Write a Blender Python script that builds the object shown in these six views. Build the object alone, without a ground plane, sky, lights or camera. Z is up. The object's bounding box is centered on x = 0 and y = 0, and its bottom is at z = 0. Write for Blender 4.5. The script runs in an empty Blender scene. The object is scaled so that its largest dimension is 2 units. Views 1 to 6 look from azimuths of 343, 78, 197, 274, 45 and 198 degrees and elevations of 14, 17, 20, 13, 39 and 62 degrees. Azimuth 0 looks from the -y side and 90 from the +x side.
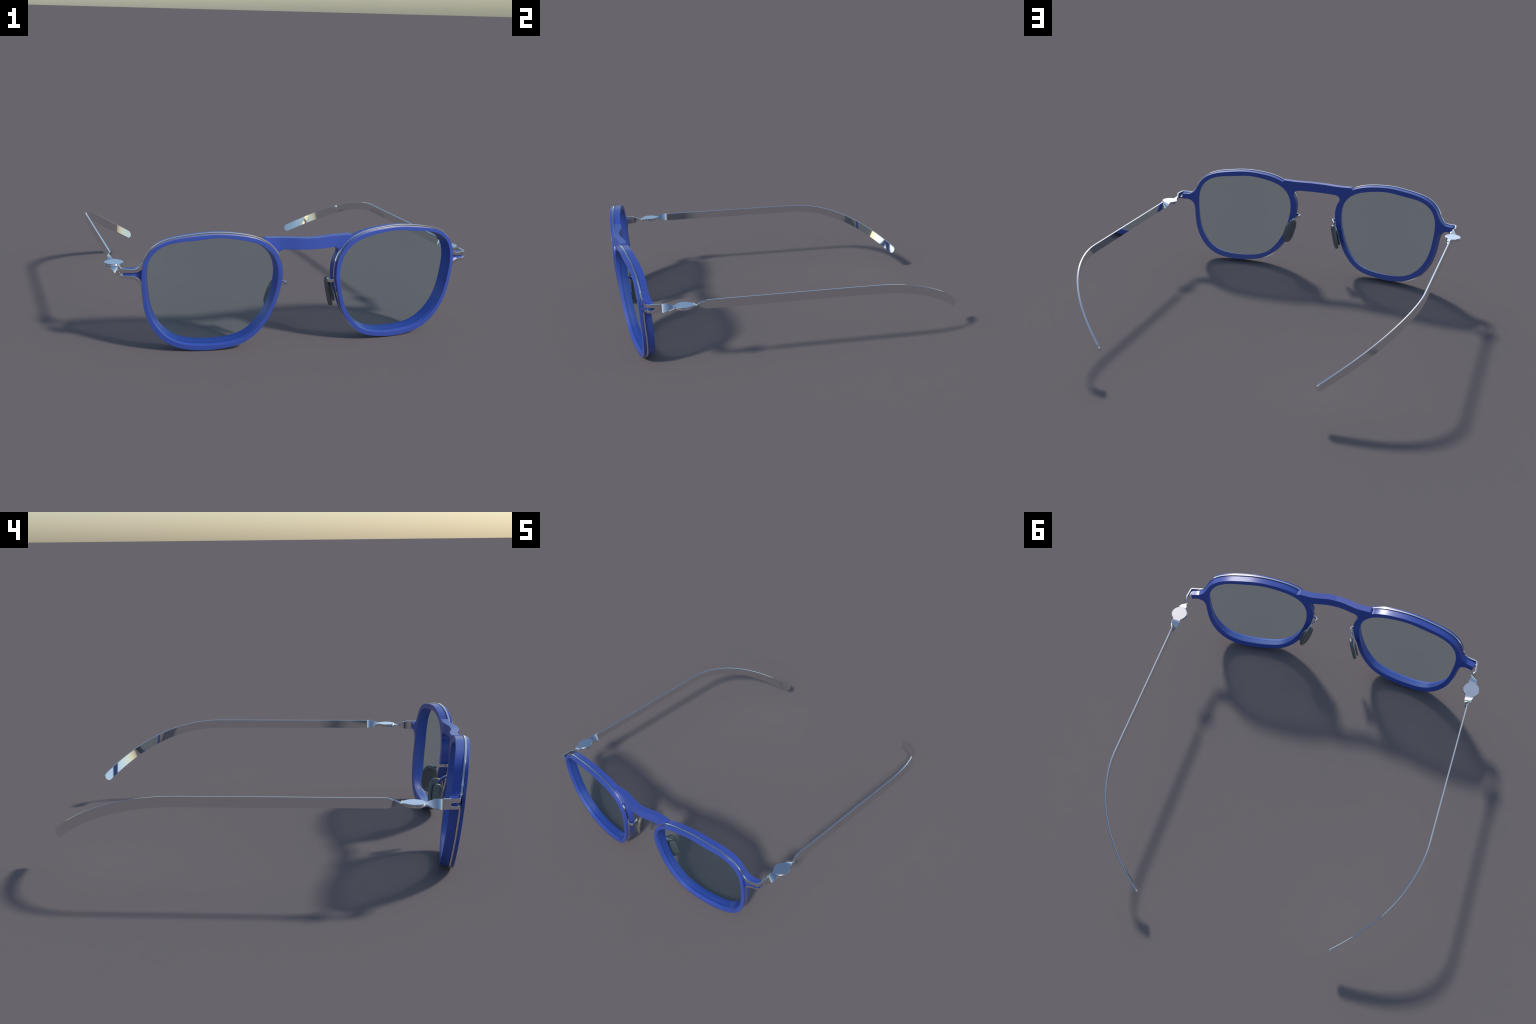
"""Eyeglasses: blue two-layer rims with a thin steel sheet clamped between them,
twisted screwless hinges, thin steel temples, clip-on nose pads, tinted lenses.
Metres, z up, front of the glasses towards -y.  The +x half is modelled, then mirrored."""
import bpy, bmesh, math
import numpy as np
from mathutils import Vector
from mathutils.geometry import delaunay_2d_cdt

# ------------------------------------------------------------------ shape of a rim
CX, CZ = 0.46, 0.26                       # centre of the lens opening (+x side)
# rim silhouettes as polar radius r(angle): mean radius, then (cos, sin) per harmonic
OUTER = [0.3241, (0.0250, 0.0565), (0.0157, -0.0036), (0.0026, 0.0131), (-0.0150, 0.0001),
         (-0.0022, -0.0017), (-0.0025, -0.0009), (-0.0002, -0.0024), (0.0009, -0.0005), (0.0008, -0.0002)]
INNER = [0.2945, (0.0251, 0.0598), (0.0161, -0.0015), (0.0033, 0.0127), (-0.0143, 0.0001),
         (-0.0027, -0.0018), (-0.0026, -0.0010), (-0.0002, -0.0029), (0.0017, -0.0004), (0.0004, 0.0)]
# layers, measured as depth behind the front surface
FRONT = (0.0, 0.0144)
SHEET = (0.0148, 0.0236)
BACK = (0.0247, 0.0644)
SHEET_OVERHANG = 0.0045
CROWN = 0.0050                            # sheet and rear layer stand higher than the front rim on top


def radius(h, a):
    return h[0] + sum(c * math.cos(k * a) + s * math.sin(k * a) for k, (c, s) in enumerate(h[1:], 1))


def rim_point(h, deg, crown=0.0):
    """Point of a rim silhouette; `crown` raises the upper arc."""
    a = math.radians(deg)
    r = radius(h, a) + crown * max(0.0, math.sin(a)) ** 1.5
    return (CX + r * math.cos(a), CZ + r * math.sin(a))


def rim_arc(h, d0, d1, step=1.2, crown=0.0):
    n = max(2, int(abs(d1 - d0) / step))
    return [rim_point(h, d0 + (d1 - d0) * i / n, crown) for i in range(n + 1)]


def front_y(x, z):
    """Front surface of the frame: tilted, wrapped round the face, gently domed."""
    u, w = abs(x) - CX, z - CZ
    y = -0.9689 + 0.1055 * u - 0.1121 * w + 0.1668 * u * u - 0.0277 * u * w + 0.1922 * w * w
    b = max(0.0, 1 - (x / 0.165) ** 2)               # the bridge bulges forward between the rims
    return y - 0.0280 * b ** 1.9


def surface(x, z, d):
    e = 1e-4
    fx = (front_y(x + e, z) - front_y(x - e, z)) / (2 * e)
    fz = (front_y(x, z + e) - front_y(x, z - e)) / (2 * e)
    n = Vector((-fx, 1, -fz)).normalized()
    return Vector((x, front_y(x, z), z)) + n * d


# ------------------------------------------------------------------ 2D helpers
def resample(loop, step, closed=True):
    pts = [np.array(p, float) for p in loop]
    if closed:
        pts = pts + [pts[0]]
    out = []
    for a, b in zip(pts[:-1], pts[1:]):
        n = max(1, int(round(np.linalg.norm(b - a) / step)))
        out += [a + (b - a) * i / n for i in range(n)]
    if not closed:
        out.append(pts[-1])
    return [tuple(p) for p in out]


def catmull(pts, per=8):
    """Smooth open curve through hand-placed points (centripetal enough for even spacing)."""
    p = [np.array(q, float) for q in pts]
    p = [2 * p[0] - p[1]] + p + [2 * p[-1] - p[-2]]
    out = []
    for i in range(1, len(p) - 2):
        for k in range(per):
            t = k / per
            a, b, c, d = p[i - 1], p[i], p[i + 1], p[i + 2]
            out.append(0.5 * (2 * b + (c - a) * t + (2 * a - 5 * b + 4 * c - d) * t * t + (3 * b - a - 3 * c + d) * t ** 3))
    out.append(p[-2])
    return [tuple(q) for q in out]


def area(loop):
    a = np.array(loop)
    b = np.roll(a, -1, 0)
    return 0.5 * float((a[:, 0] * b[:, 1] - b[:, 0] * a[:, 1]).sum())


def offset(loop, dist):
    """Move a counter-clockwise loop inwards (dist > 0) along its vertex normals."""
    a = np.array(loop, float)
    t1 = a - np.roll(a, 1, 0)
    t2 = np.roll(a, -1, 0) - a
    t1 /= np.linalg.norm(t1, axis=1)[:, None]
    t2 /= np.linalg.norm(t2, axis=1)[:, None]
    t = t1 + t2
    t /= np.linalg.norm(t, axis=1)[:, None]
    n = np.stack([-t[:, 1], t[:, 0]], 1)
    c = np.clip((t * t2).sum(1), 0.55, 1)
    return [tuple(p) for p in a + n * (dist / c)[:, None]]


def inside(points, loop):
    a = np.array(loop)
    b = np.roll(a, -1, 0)
    x, y = points[:, 0][:, None], points[:, 1][:, None]
    hit = ((a[:, 1] > y) != (b[:, 1] > y))
    with np.errstate(divide="ignore", invalid="ignore"):
        xc = a[:, 0] + (y - a[:, 1]) / (b[:, 1] - a[:, 1]) * (b[:, 0] - a[:, 0])
    return (hit & (x < xc)).sum(1) % 2 == 1


def near(points, loop):
    a = np.array(loop)
    return np.sqrt(((points[:, None] - a[None]) ** 2).sum(2)).min(1)


def triangulate(loops, grid):
    """Constrained triangles of a plate with holes; returns 2D points and triangles.
    The first points are the loop vertices in order."""
    verts, edges = [], []
    for lp in loops:
        s = len(verts)
        verts += lp
        edges += [(s + i, s + (i + 1) % len(lp)) for i in range(len(lp))]
    n = len(verts)
    a = np.array(loops[0])
    lo, hi = a.min(0), a.max(0)
    gx, gz = np.meshgrid(np.arange(lo[0], hi[0], grid), np.arange(lo[1], hi[1], grid * 0.87))
    gx[1::2] += grid / 2
    g = np.stack([gx.ravel(), gz.ravel()], 1)
    g = g[inside(g, loops[0])]
    for h in loops[1:]:
        g = g[~inside(g, h)]
    for lp in loops:
        if len(g):
            g = g[near(g, lp) > grid * 0.55]
    res = delaunay_2d_cdt([Vector(v) for v in verts] + [Vector(p) for p in g], edges, [], 0, 1e-7)
    pts = np.array([tuple(v) for v in res[0]])
    tri = np.array([f for f in res[2]])
    cen = pts[tri].mean(1)
    keep = inside(cen, loops[0])
    for h in loops[1:]:
        keep &= ~inside(cen, h)
    wrong, at = set(), 0                       # slivers lying on the wrong side of an edge
    for k, lp in enumerate(loops):
        for i in range(len(lp)):
            e = (at + i, at + (i + 1) % len(lp))
            wrong.add(e[::-1] if k == 0 else e)
        at += len(lp)
    for t, (i, j, k) in enumerate(tri):
        a, b, c = pts[i], pts[j], pts[k]
        if (b[0] - a[0]) * (c[1] - a[1]) - (b[1] - a[1]) * (c[0] - a[0]) < 0:
            j, k = k, j
        if {(i, j), (j, k), (k, i)} & wrong:
            keep[t] = False
    return pts, tri[keep], n


# ------------------------------------------------------------------ mesh builders
class Builder:
    def __init__(self):
        self.v, self.f = [], []

    def add(self, verts, faces):
        s = len(self.v)
        self.v += [tuple(p) for p in verts]
        self.f += [tuple(s + i for i in f) for f in faces]

    def mesh(self, name, material, angle=19):
        me = bpy.data.meshes.new(name)
        me.from_pydata(self.v, [], self.f)
        me.validate()
        bm = bmesh.new()
        bm.from_mesh(me)
        bmesh.ops.recalc_face_normals(bm, faces=bm.faces)
        bm.to_mesh(me)
        bm.free()
        me.materials.append(material)
        me.polygons.foreach_set("use_smooth", [True] * len(me.polygons))
        me.set_sharp_from_angle(angle=math.radians(angle))
        me.update()
        return me


def slab(b, loops, d0, d1, where, bevel=0.0015, grid=0.014, step=0.005, taper=None):
    """Plate with thickness: outline (first loop) and holes, placed by where(x, z, depth).
    Edges are rounded by `bevel`.  taper = (front, back): how much wider the holes are there, so that
    their walls have draft."""
    loops = [resample(l, step) for l in loops]
    loops = [l if area(l) > 0 else l[::-1] for l in loops]
    sgn = [1] + [-1] * (len(loops) - 1)
    wide = lambda k, d: (taper[0] + (taper[1] - taper[0]) * (d - d0) / (d1 - d0)) if taper and k in (1, 2) else 0.0
    ring = lambda off, d: [offset(l, s * off - wide(k, d)) for k, (l, s) in enumerate(zip(loops, sgn))]
    ends = []
    for lp, d in ((ring(bevel, d0), d0), (ring(bevel, d1), d1)):
        pts, tri, n = triangulate(lp, grid)
        s = len(b.v)
        # orient: front face looks towards -y
        p = [where(x, z, d) for x, z in pts]
        q = [Vector(p[i]) for i in tri[0]]
        back = where(pts[tri[0][0]][0], pts[tri[0][0]][1], d + 0.001 * (1 if d == d0 else -1))
        nrm = (q[1] - q[0]).cross(q[2] - q[0])
        flip = nrm.dot(Vector(back) - q[0]) > 0
        b.add(p, [tuple(t[::-1]) if flip else tuple(t) for t in tri])
        ends.append(s)
    c = 1 - math.cos(math.radians(45))
    at = 0
    for k, (lp, s) in enumerate(zip(loops, sgn)):
        n = len(lp)
        rows = [(offset(lp, s * o - wide(k, d)), d) for o, d in
                ((bevel * c, d0 + bevel * c), (0, d0 + bevel), (0, d1 - bevel), (bevel * c, d1 - bevel * c))]
        start = len(b.v)
        for l2, d in rows:
            b.v += [tuple(where(x, z, d)) for x, z in l2]
        idx = [[ends[0] + at + i for i in range(n)]]
        idx += [[start + r * n + i for i in range(n)] for r in range(len(rows))]
        idx.append([ends[1] + at + i for i in range(n)])
        for r0, r1 in zip(idx[:-1], idx[1:]):
            for i in range(n):
                j = (i + 1) % n
                q = (r0[i], r0[j], r1[j], r1[i])
                b.f.append(q if s > 0 else q[::-1])
        at += n


def ribbon(b, sections, bevel=0.0012, cap0=True, cap1=True):
    """Flat strip lofted through sections (centre, width direction, half width, half thickness, tangent)."""
    rows = []
    for c, w, hw, ht, t in sections:
        c, w, t = Vector(c), Vector(w).normalized(), Vector(t).normalized()
        w = (w - t * w.dot(t)).normalized()
        n = t.cross(w)
        k = min(bevel, hw * 0.45)
        ring = [(hw, ht - k), (hw - k, ht), (-hw + k, ht), (-hw, ht - k), (-hw, -ht + k), (-hw + k, -ht), (hw - k, -ht), (hw, -ht + k)]
        s = len(b.v)
        b.v += [tuple(c + w * p + n * q) for p, q in ring]
        rows.append([s + i for i in range(8)])
    for r0, r1 in zip(rows[:-1], rows[1:]):
        for i in range(8):
            j = (i + 1) % 8
            b.f.append((r0[i], r0[j], r1[j], r1[i]))
    if cap0:
        b.f.append(tuple(rows[0][::-1]))
    if cap1:
        b.f.append(tuple(rows[-1]))


# ------------------------------------------------------------------ materials
def material(name):
    m = bpy.data.materials.new(name)
    m.use_nodes = True
    return m, m.node_tree.nodes, m.node_tree.links, m.node_tree.nodes["Principled BSDF"]


def tinted_noise(nodes, links, low, high, scale, detail=2.0):
    tc = nodes.new("ShaderNodeTexCoord")
    nz = nodes.new("ShaderNodeTexNoise")
    nz.inputs["Scale"].default_value = scale
    nz.inputs["Detail"].default_value = detail
    ramp = nodes.new("ShaderNodeValToRGB")
    ramp.color_ramp.elements[0].color = (*low, 1)
    ramp.color_ramp.elements[1].color = (*high, 1)
    ramp.color_ramp.elements[0].position = 0.3
    ramp.color_ramp.elements[1].position = 0.7
    links.new(tc.outputs["Object"], nz.inputs["Vector"])
    links.new(nz.outputs["Fac"], ramp.inputs["Fac"])
    return ramp.outputs["Color"]


def blue_plastic():
    m, n, l, p = material("blue_lacquer")
    l.new(tinted_noise(n, l, (0.042, 0.084, 0.392), (0.045, 0.088, 0.408), 9), p.inputs["Base Color"])
    p.inputs["Roughness"].default_value = 0.30
    p.inputs["Specular IOR Level"].default_value = 0.5
    return m


def steel():
    m, n, l, p = material("polished_steel")
    l.new(tinted_noise(n, l, (0.83, 0.84, 0.84), (0.85, 0.86, 0.86), 14), p.inputs["Base Color"])
    p.inputs["Metallic"].default_value = 1.0
    p.inputs["Roughness"].default_value = 0.04
    return m


def silicone():
    m, n, l, p = material("smoky_silicone")
    l.new(tinted_noise(n, l, (0.128, 0.132, 0.134), (0.138, 0.142, 0.144), 22), p.inputs["Base Color"])
    p.inputs["Roughness"].default_value = 0.38
    return m


def tinted_glass():
    m, n, l, p = material("tinted_glass")
    l.new(tinted_noise(n, l, (0.74, 0.966, 0.970), (0.76, 0.976, 0.980), 3), p.inputs["Base Color"])
    p.inputs["Roughness"].default_value = 0.0
    p.inputs["IOR"].default_value = 1.0
    p.inputs["Transmission Weight"].default_value = 1.0
    p.inputs["Alpha"].default_value = 0.64
    return m


BLUE, STEEL, SILICONE, GLASS = blue_plastic(), steel(), silicone(), tinted_glass()

# ------------------------------------------------------------------ assembly helpers
root = bpy.data.objects.new("eyeglasses", None)
root["label"] = "blue framed eyeglasses with thin steel temples and tinted lenses"
root["category"] = "eyeglasses"
bpy.context.scene.collection.objects.link(root)


def put(name, mesh, parent=root, mirror=False):
    o = bpy.data.objects.new(name, mesh)
    bpy.context.scene.collection.objects.link(o)
    o.parent = parent
    if mirror:
        o.scale.x = -1
    return o


def pair(name, mesh, parents=(root, root)):
    """Right part and its mirror image; the mirror of a child hangs on the mirrored parent."""
    a = put(name, mesh, parents[0])
    c = a.copy()
    bpy.context.scene.collection.objects.link(c)
    c.parent = parents[1]
    c.scale.x = -1 if parents[1] is root else 1
    return a, c


# ------------------------------------------------------------------ blue frame: rims, bridge and end tabs in one piece
def frame_outline():
    """Right half of the outline in flattened coordinates, from the middle of the bridge's
    underside round the rim to the middle of the bridge's top."""
    under = catmull([(0.0, 0.5105), (0.05, 0.5110), (0.10, 0.5120), (0.130, 0.5130)], 5)
    fillet = catmull([(0.130, 0.5130), (0.1425, 0.5105), (0.1520, 0.5030), (0.1570, 0.4930), rim_point(OUTER, 144.5, CROWN)], 5)
    lower = rim_arc(OUTER, 145.5, 360 + 9.0, crown=CROWN)
    tab_low = catmull([rim_point(OUTER, 10.5), (0.8235, 0.351), (0.8335, 0.369), (0.8500, 0.3815), (0.869, 0.3875), (0.9040, 0.3870)], 6)
    tab_up = catmull([(0.9050, 0.4225), (0.863, 0.4240), (0.8470, 0.4300), (0.8295, 0.4425), (0.8180, 0.4600), rim_point(OUTER, 34.0, CROWN)], 6)
    upper = rim_arc(OUTER, 35.0, 125.3, crown=CROWN)
    notch = catmull([rim_point(OUTER, 126.0, CROWN), (0.2335, 0.5630), (0.2265, 0.5710), (0.2205, 0.5735)], 5)
    top = catmull([(0.2205, 0.5735), (0.17, 0.5720), (0.10, 0.5700), (0.0, 0.5685)], 6)
    return under + fillet[1:] + lower + tab_low + tab_up + upper + notch + top[1:]


half = frame_outline()
outline = half + [(-x, z) for x, z in half[::-1][1:-1]]
opening = rim_arc(INNER, 0, 360)[:-1]


def draft(depth):
    """The lens openings widen towards the front."""
    return 0.0075 * (1 - depth / BACK[1])


b = Builder()
slab(b, [outline, opening, [(-x, z) for x, z in opening]], BACK[0], BACK[1], surface, bevel=0.0009, step=0.0045, taper=(draft(BACK[0]), draft(BACK[1])))
frame = put("frame", b.mesh("frame", BLUE))

# ------------------------------------------------------------------ front rims
b = Builder()
slab(b, [rim_arc(OUTER, 0, 360)[:-1], opening], FRONT[0], FRONT[1], surface, bevel=0.0009, step=0.005,
     taper=(draft(FRONT[0]), draft(FRONT[1])))
lip = (FRONT[1] - 0.0004, BACK[0] + 0.0003)      # inner lip that closes the sheet's gap round the lens
slab(b, [offset(opening, -0.0105), opening], lip[0], lip[1], surface, bevel=0.0002, step=0.005, taper=(draft(lip[0]), draft(lip[1])))
pair("front_rim", b.mesh("front_rim", BLUE))

# ------------------------------------------------------------------ lenses
b = Builder()
slab(b, [offset(opening, -0.0040)], 0.0160, 0.0445, surface, bevel=0.0004, grid=0.02, step=0.008)
pair("lens", b.mesh("lens", GLASS))

# ------------------------------------------------------------------ steel sheet: rim ring, end tab with slot, bent corner plate
U0, BEND_R = 0.9005, 0.0135
Z_HINGE = 0.4065
D_MID = 0.5 * (SHEET[0] + SHEET[1])
A0 = math.atan2(surface(U0 + 1e-3, Z_HINGE, 0).y - surface(U0, Z_HINGE, 0).y, 1e-3)
A1 = math.radians(85.0)
ARC = BEND_R * (A1 - A0)
PLATE = 0.0570
U_END = U0 + ARC + PLATE


def sheet_place(u, z, d):
    """Follow the rim surface, then turn the corner and run straight back."""
    if u <= U0:
        return surface(u, z, d)
    s = u - U0
    a = A0 + (A1 - A0) * min(1.0, s / ARC)
    along = Vector((math.sin(a) - math.sin(A0), math.cos(A0) - math.cos(a), 0)) * BEND_R
    if s > ARC:
        along += Vector((math.cos(A1), math.sin(A1), 0)) * (s - ARC)
    base, mid = surface(U0, z, D_MID), surface(U0, Z_HINGE, D_MID)
    fade = max(0.0, 1 - s / ARC)
    p = mid + (base - mid) * fade
    p.z = base.z
    return p + along + Vector((-math.sin(a), math.cos(a), 0)) * (d - D_MID)


def sheet_outline():
    rim = [tuple(p) for p in offset(rim_arc(OUTER, 0, 360, crown=CROWN)[:-1], -SHEET_OVERHANG)]
    ang = lambda p: math.degrees(math.atan2(p[1] - CZ, p[0] - CX)) % 360
    body = sorted([p for p in rim if 29.5 < ang(p) or ang(p) < 0], key=ang)
    body = [p for p in body if 29.5 < ang(p) < 359.9] + sorted([p for p in rim if ang(p) < 9.5], key=ang)
    low = catmull([body[-1], (0.8275, 0.350), (0.8360, 0.3640), (0.8520, 0.3765), (0.8700, 0.3805), (0.900, 0.3825)], 6)
    end = [(U_END, 0.3825), (U_END, 0.4315)]
    up = catmull([(0.900, 0.4315), (0.8580, 0.4300), (0.8440, 0.4335), (0.8330, 0.4415), (0.8230, 0.4570), body[0]], 6)
    return body + low[1:] + resample(end, 0.004, False) + up[:-1]


slot_end = U0 + ARC + 0.026
slot = ([(slot_end - 0.0072 + 0.0072 * math.cos(t), 0.4052 + 0.0072 * math.sin(t)) for t in np.radians(np.arange(-90, 91, 15))]
        + catmull([(0.8620, 0.4124), (0.8390, 0.4160), (0.8190, 0.4270), (0.8120, 0.4300)], 6)
        + catmull([(0.8120, 0.3720), (0.8210, 0.3740), (0.8390, 0.3890), (0.8610, 0.3975)], 6))
b = Builder()
slab(b, [sheet_outline(), offset(opening, -0.0110), slot], SHEET[0], SHEET[1], sheet_place, bevel=0.0010, step=0.005, grid=0.011)
inlays = pair("steel_inlay", b.mesh("steel_inlay", STEEL))

# ------------------------------------------------------------------ twisted screwless hinge
HT = 0.0040                                   # half thickness of the sheet
NECK, DISC_R = 0.0238, 0.0460
Y_CREASE, Y_FLAT, Y_DISC = sheet_place(U_END, Z_HINGE, D_MID).y, -0.7450, -0.6935
Y_FLAT2, Y_STRIP = -0.6400, -0.5700
X_CREASE, X_DISC = sheet_place(U_END, Z_HINGE, D_MID).x, 0.9140
Z_LOW, Z_UP = 0.4052, 0.4140


def disc_width(y, neck_side):
    r = max(0.0, DISC_R ** 2 - (y - Y_DISC) ** 2) ** 0.5
    k = (y - Y_DISC) * neck_side
    if k < 0:
        return max(r, 0.002)
    return (r ** 3.4 + NECK ** 3.4) ** (1 / 3.4) if r > 0 else NECK


b = Builder()
rows = []
for i in range(25):                            # plate -> horizontal neck, outer face turning up
    t = i / 24
    phi = math.radians(-90 * (1 - t))
    rows.append(((X_CREASE + (X_DISC - 0.0015 - X_CREASE) * t, Y_CREASE + (Y_FLAT - Y_CREASE) * t, Z_HINGE + 0.001 + (Z_LOW + 0.003 - Z_HINGE - 0.001) * t),
                 (math.cos(phi), 0, math.sin(phi)), 0.0245 + (NECK - 0.0245) * t, HT, (0, 1, 0)))
ribbon(b, rows, cap0=False, cap1=False)
rows = []
for i in range(41):
    a = i / 40
    y = Y_FLAT + (Y_DISC + DISC_R - Y_FLAT) * (1 - (1 - a) ** 2)
    ease = min(1.0, max(0.0, (y - Y_FLAT) / 0.03))
    ease = ease * ease * (3 - 2 * ease)
    rows.append(((X_DISC - 0.0015 * (1 - ease), y, Z_LOW + 0.003 * (1 - ease)), (1, 0, 0), disc_width(y, -1), HT, (0, 1, 0)))
ribbon(b, rows, cap0=False)
pair("hinge", b.mesh("hinge", STEEL), inlays)

# ------------------------------------------------------------------ temples
# upper edge of the strip: dead straight, then hooking down and rolling inwards behind HOOK_Y
HOOK_Y = 0.3383


def top_x(y):
    s = max(0.0, y - HOOK_Y)
    return 0.9128 - 0.7123 * s ** 2 + 0.3253 * s ** 3 - 0.7581 * s ** 4


def top_z(y):
    s = max(0.0, y - HOOK_Y)
    return 0.4359 - 0.5211 * s ** 2 + 0.0563 * s ** 3 - 0.2834 * s ** 4


Y_TIP, STRIP = 1.0050, 0.0244


def strip_up(t, y):
    """Across-strip direction: upright where the strip runs straight; where it hooks down and
    rolls inwards the inner face turns up, as in a bent flat blank."""
    up = Vector((-0.07, 0, 1))
    upright = (up - t * up.dot(t)).normalized()
    q = Vector((0, -t.z, t.y)).normalized()          # square to t with no sideways part
    rolled = Vector((-0.07, 0, 0)) + q
    rolled = (rolled - t * rolled.dot(t)).normalized()
    roll = 0.50 + 0.12 * min(1.0, max(0.0, (y - 0.84) / 0.15))
    return upright.lerp(rolled, roll).normalized()


b = Builder()
ys = list(np.linspace(Y_STRIP, 0.22, 30)) + list(np.linspace(0.22, Y_TIP, 110)[1:])
line = [Vector((top_x(y), y, top_z(y))) for y in ys]
tang = [(line[min(i + 1, len(line) - 1)] - line[max(i - 1, 0)]).normalized() for i in range(len(line))]
tang[0] = Vector((0, 1, 0))
ups = [strip_up(t, p.y) for t, p in zip(tang, line)]
line = [p - u * STRIP for p, u in zip(line, ups)]
dist = [0.0]
for p, q in zip(line[:-1], line[1:]):
    dist.append(dist[-1] + (q - p).length)
total = dist[-1]


def strip_at(s):
    i = min(len(dist) - 2, max(0, int(np.searchsorted(dist, s)) - 1))
    f = (s - dist[i]) / (dist[i + 1] - dist[i])
    return line[i].lerp(line[i + 1], f), ups[i].lerp(ups[i + 1], f), tang[i].lerp(tang[i + 1], f)


rows = []
for i in range(41):                            # upper disc and neck
    a = i / 40
    y = Y_DISC - DISC_R + (Y_FLAT2 - Y_DISC + DISC_R) * a * a
    rows.append(((X_DISC, y, Z_UP), (1, 0, 0), disc_width(y, 1), HT, (0, 1, 0)))
ribbon(b, rows, cap1=False)
rows = []
for i in range(25):                            # neck -> upright strip, outer edge turning up
    t = i / 24
    phi = math.radians(90 * t)
    c = Vector((X_DISC, Y_FLAT2, Z_UP)).lerp(line[0], t)
    rows.append((c, (math.cos(phi), 0, math.sin(phi)), NECK + (STRIP - NECK) * t, HT, (0, 1, 0)))
ribbon(b, rows, cap0=False, cap1=False)
rows = []
stops = list(np.linspace(0, total - STRIP, 150)) + [total - STRIP + STRIP * math.sin(t) for t in np.linspace(0.08, 1.5, 14)]
for s in stops:
    p, u, t = strip_at(s)
    k = max(0.0, s - (total - STRIP))
    rows.append((p, u, max(0.0015, (STRIP ** 2 - k * k) ** 0.5), HT, t))
ribbon(b, rows, cap0=False)
pair("temple", b.mesh("temple", STEEL))

# ------------------------------------------------------------------ nose pads on bent steel arms
def frame_of(a, w):
    a = Vector(a).normalized()
    w = Vector(w)
    w = (w - a * w.dot(a)).normalized()
    return a, w, a.cross(w).normalized()


PAD_A, PAD_W, PAD_N = frame_of((0.039, 0.011, -0.149), (0.43, 0.90, 0.0))
if PAD_N.x > 0:
    PAD_N = -PAD_N


def cushion(b, centre, half_len, half_wid, power, profile):
    """Rounded oval plate: rings given as (inset from the rim, height along the pad normal)."""
    n, rings = 56, []
    c = Vector(centre)
    for inset, h in profile:
        row = []
        for i in range(n):
            t = math.tau * i / n
            ca, sa = math.cos(t), math.sin(t)
            k = (abs(ca) ** power + abs(sa) ** power) ** (-1 / power)
            row.append(c + PAD_A * (ca * k * (half_len - inset)) + PAD_W * (sa * k * (half_wid - inset)) + PAD_N * h)
        rings.append(row)
    s = len(b.v)
    for row in rings:
        b.v += [tuple(p) for p in row]
    for r in range(len(rings) - 1):
        for i in range(n):
            j = (i + 1) % n
            b.f.append((s + r * n + i, s + r * n + j, s + (r + 1) * n + j, s + (r + 1) * n + i))
    b.f.append(tuple(s + i for i in range(n))[::-1])
    b.f.append(tuple(s + (len(rings) - 1) * n + i for i in range(n)))


b = Builder()
T = 0.0098
cushion(b, (0.1495, -0.874, 0.2565), 0.0775, 0.0415, 2.8,
        [(0.014, -T), (0.004, -T), (0.0012, -T * 0.75), (0.0, -T * 0.3), (0.0, T * 0.2), (0.0015, T * 0.7), (0.005, T),
         (0.011, T), (0.014, T * 0.85), (0.021, T * 0.35), (0.026, T * 0.3)])
pads = pair("nose_pad", b.mesh("nose_pad", SILICONE, 60))
b = Builder()
T = 0.0055
cushion(b, (0.1705, -0.880, 0.2560), 0.0525, 0.0270, 3.2,
        [(0.008, T), (0.003, T * 0.9), (0.0006, T * 0.5), (0.0, 0.0), (0.001, -T * 0.4), (0.005, -T * 0.85), (0.011, -T)])
pair("pad_clip", b.mesh("pad_clip", SILICONE, 60), pads)
b = Builder()
path = catmull([(0.160, -0.9755, 0.346), (0.142, -0.9745, 0.343), (0.124, -0.9725, 0.339), (0.1125, -0.9660, 0.3385),
                (0.1105, -0.9570, 0.3385), (0.119, -0.938, 0.337), (0.133, -0.912, 0.329), (0.147, -0.886, 0.311), (0.1585, -0.866, 0.287)], 7)
rows = []
for i, p in enumerate(path):
    t = Vector(path[min(i + 1, len(path) - 1)]) - Vector(path[max(i - 1, 0)])
    k = max(0.0, 1 - i / 13)                     # flares where it leaves the rim
    rows.append((p, (0, 0, 1), 0.0076 + 0.0150 * k ** 2.5, 0.0036, t))
ribbon(b, rows)
pair("pad_arm", b.mesh("pad_arm", STEEL, 40), pads)

# ------------------------------------------------------------------ stand it on the ground
bpy.context.view_layer.update()
low = min((o.matrix_world @ v.co).z for o in bpy.data.objects if o.type == "MESH" for v in o.data.vertices)
for o in root.children:
    o.location.z -= low
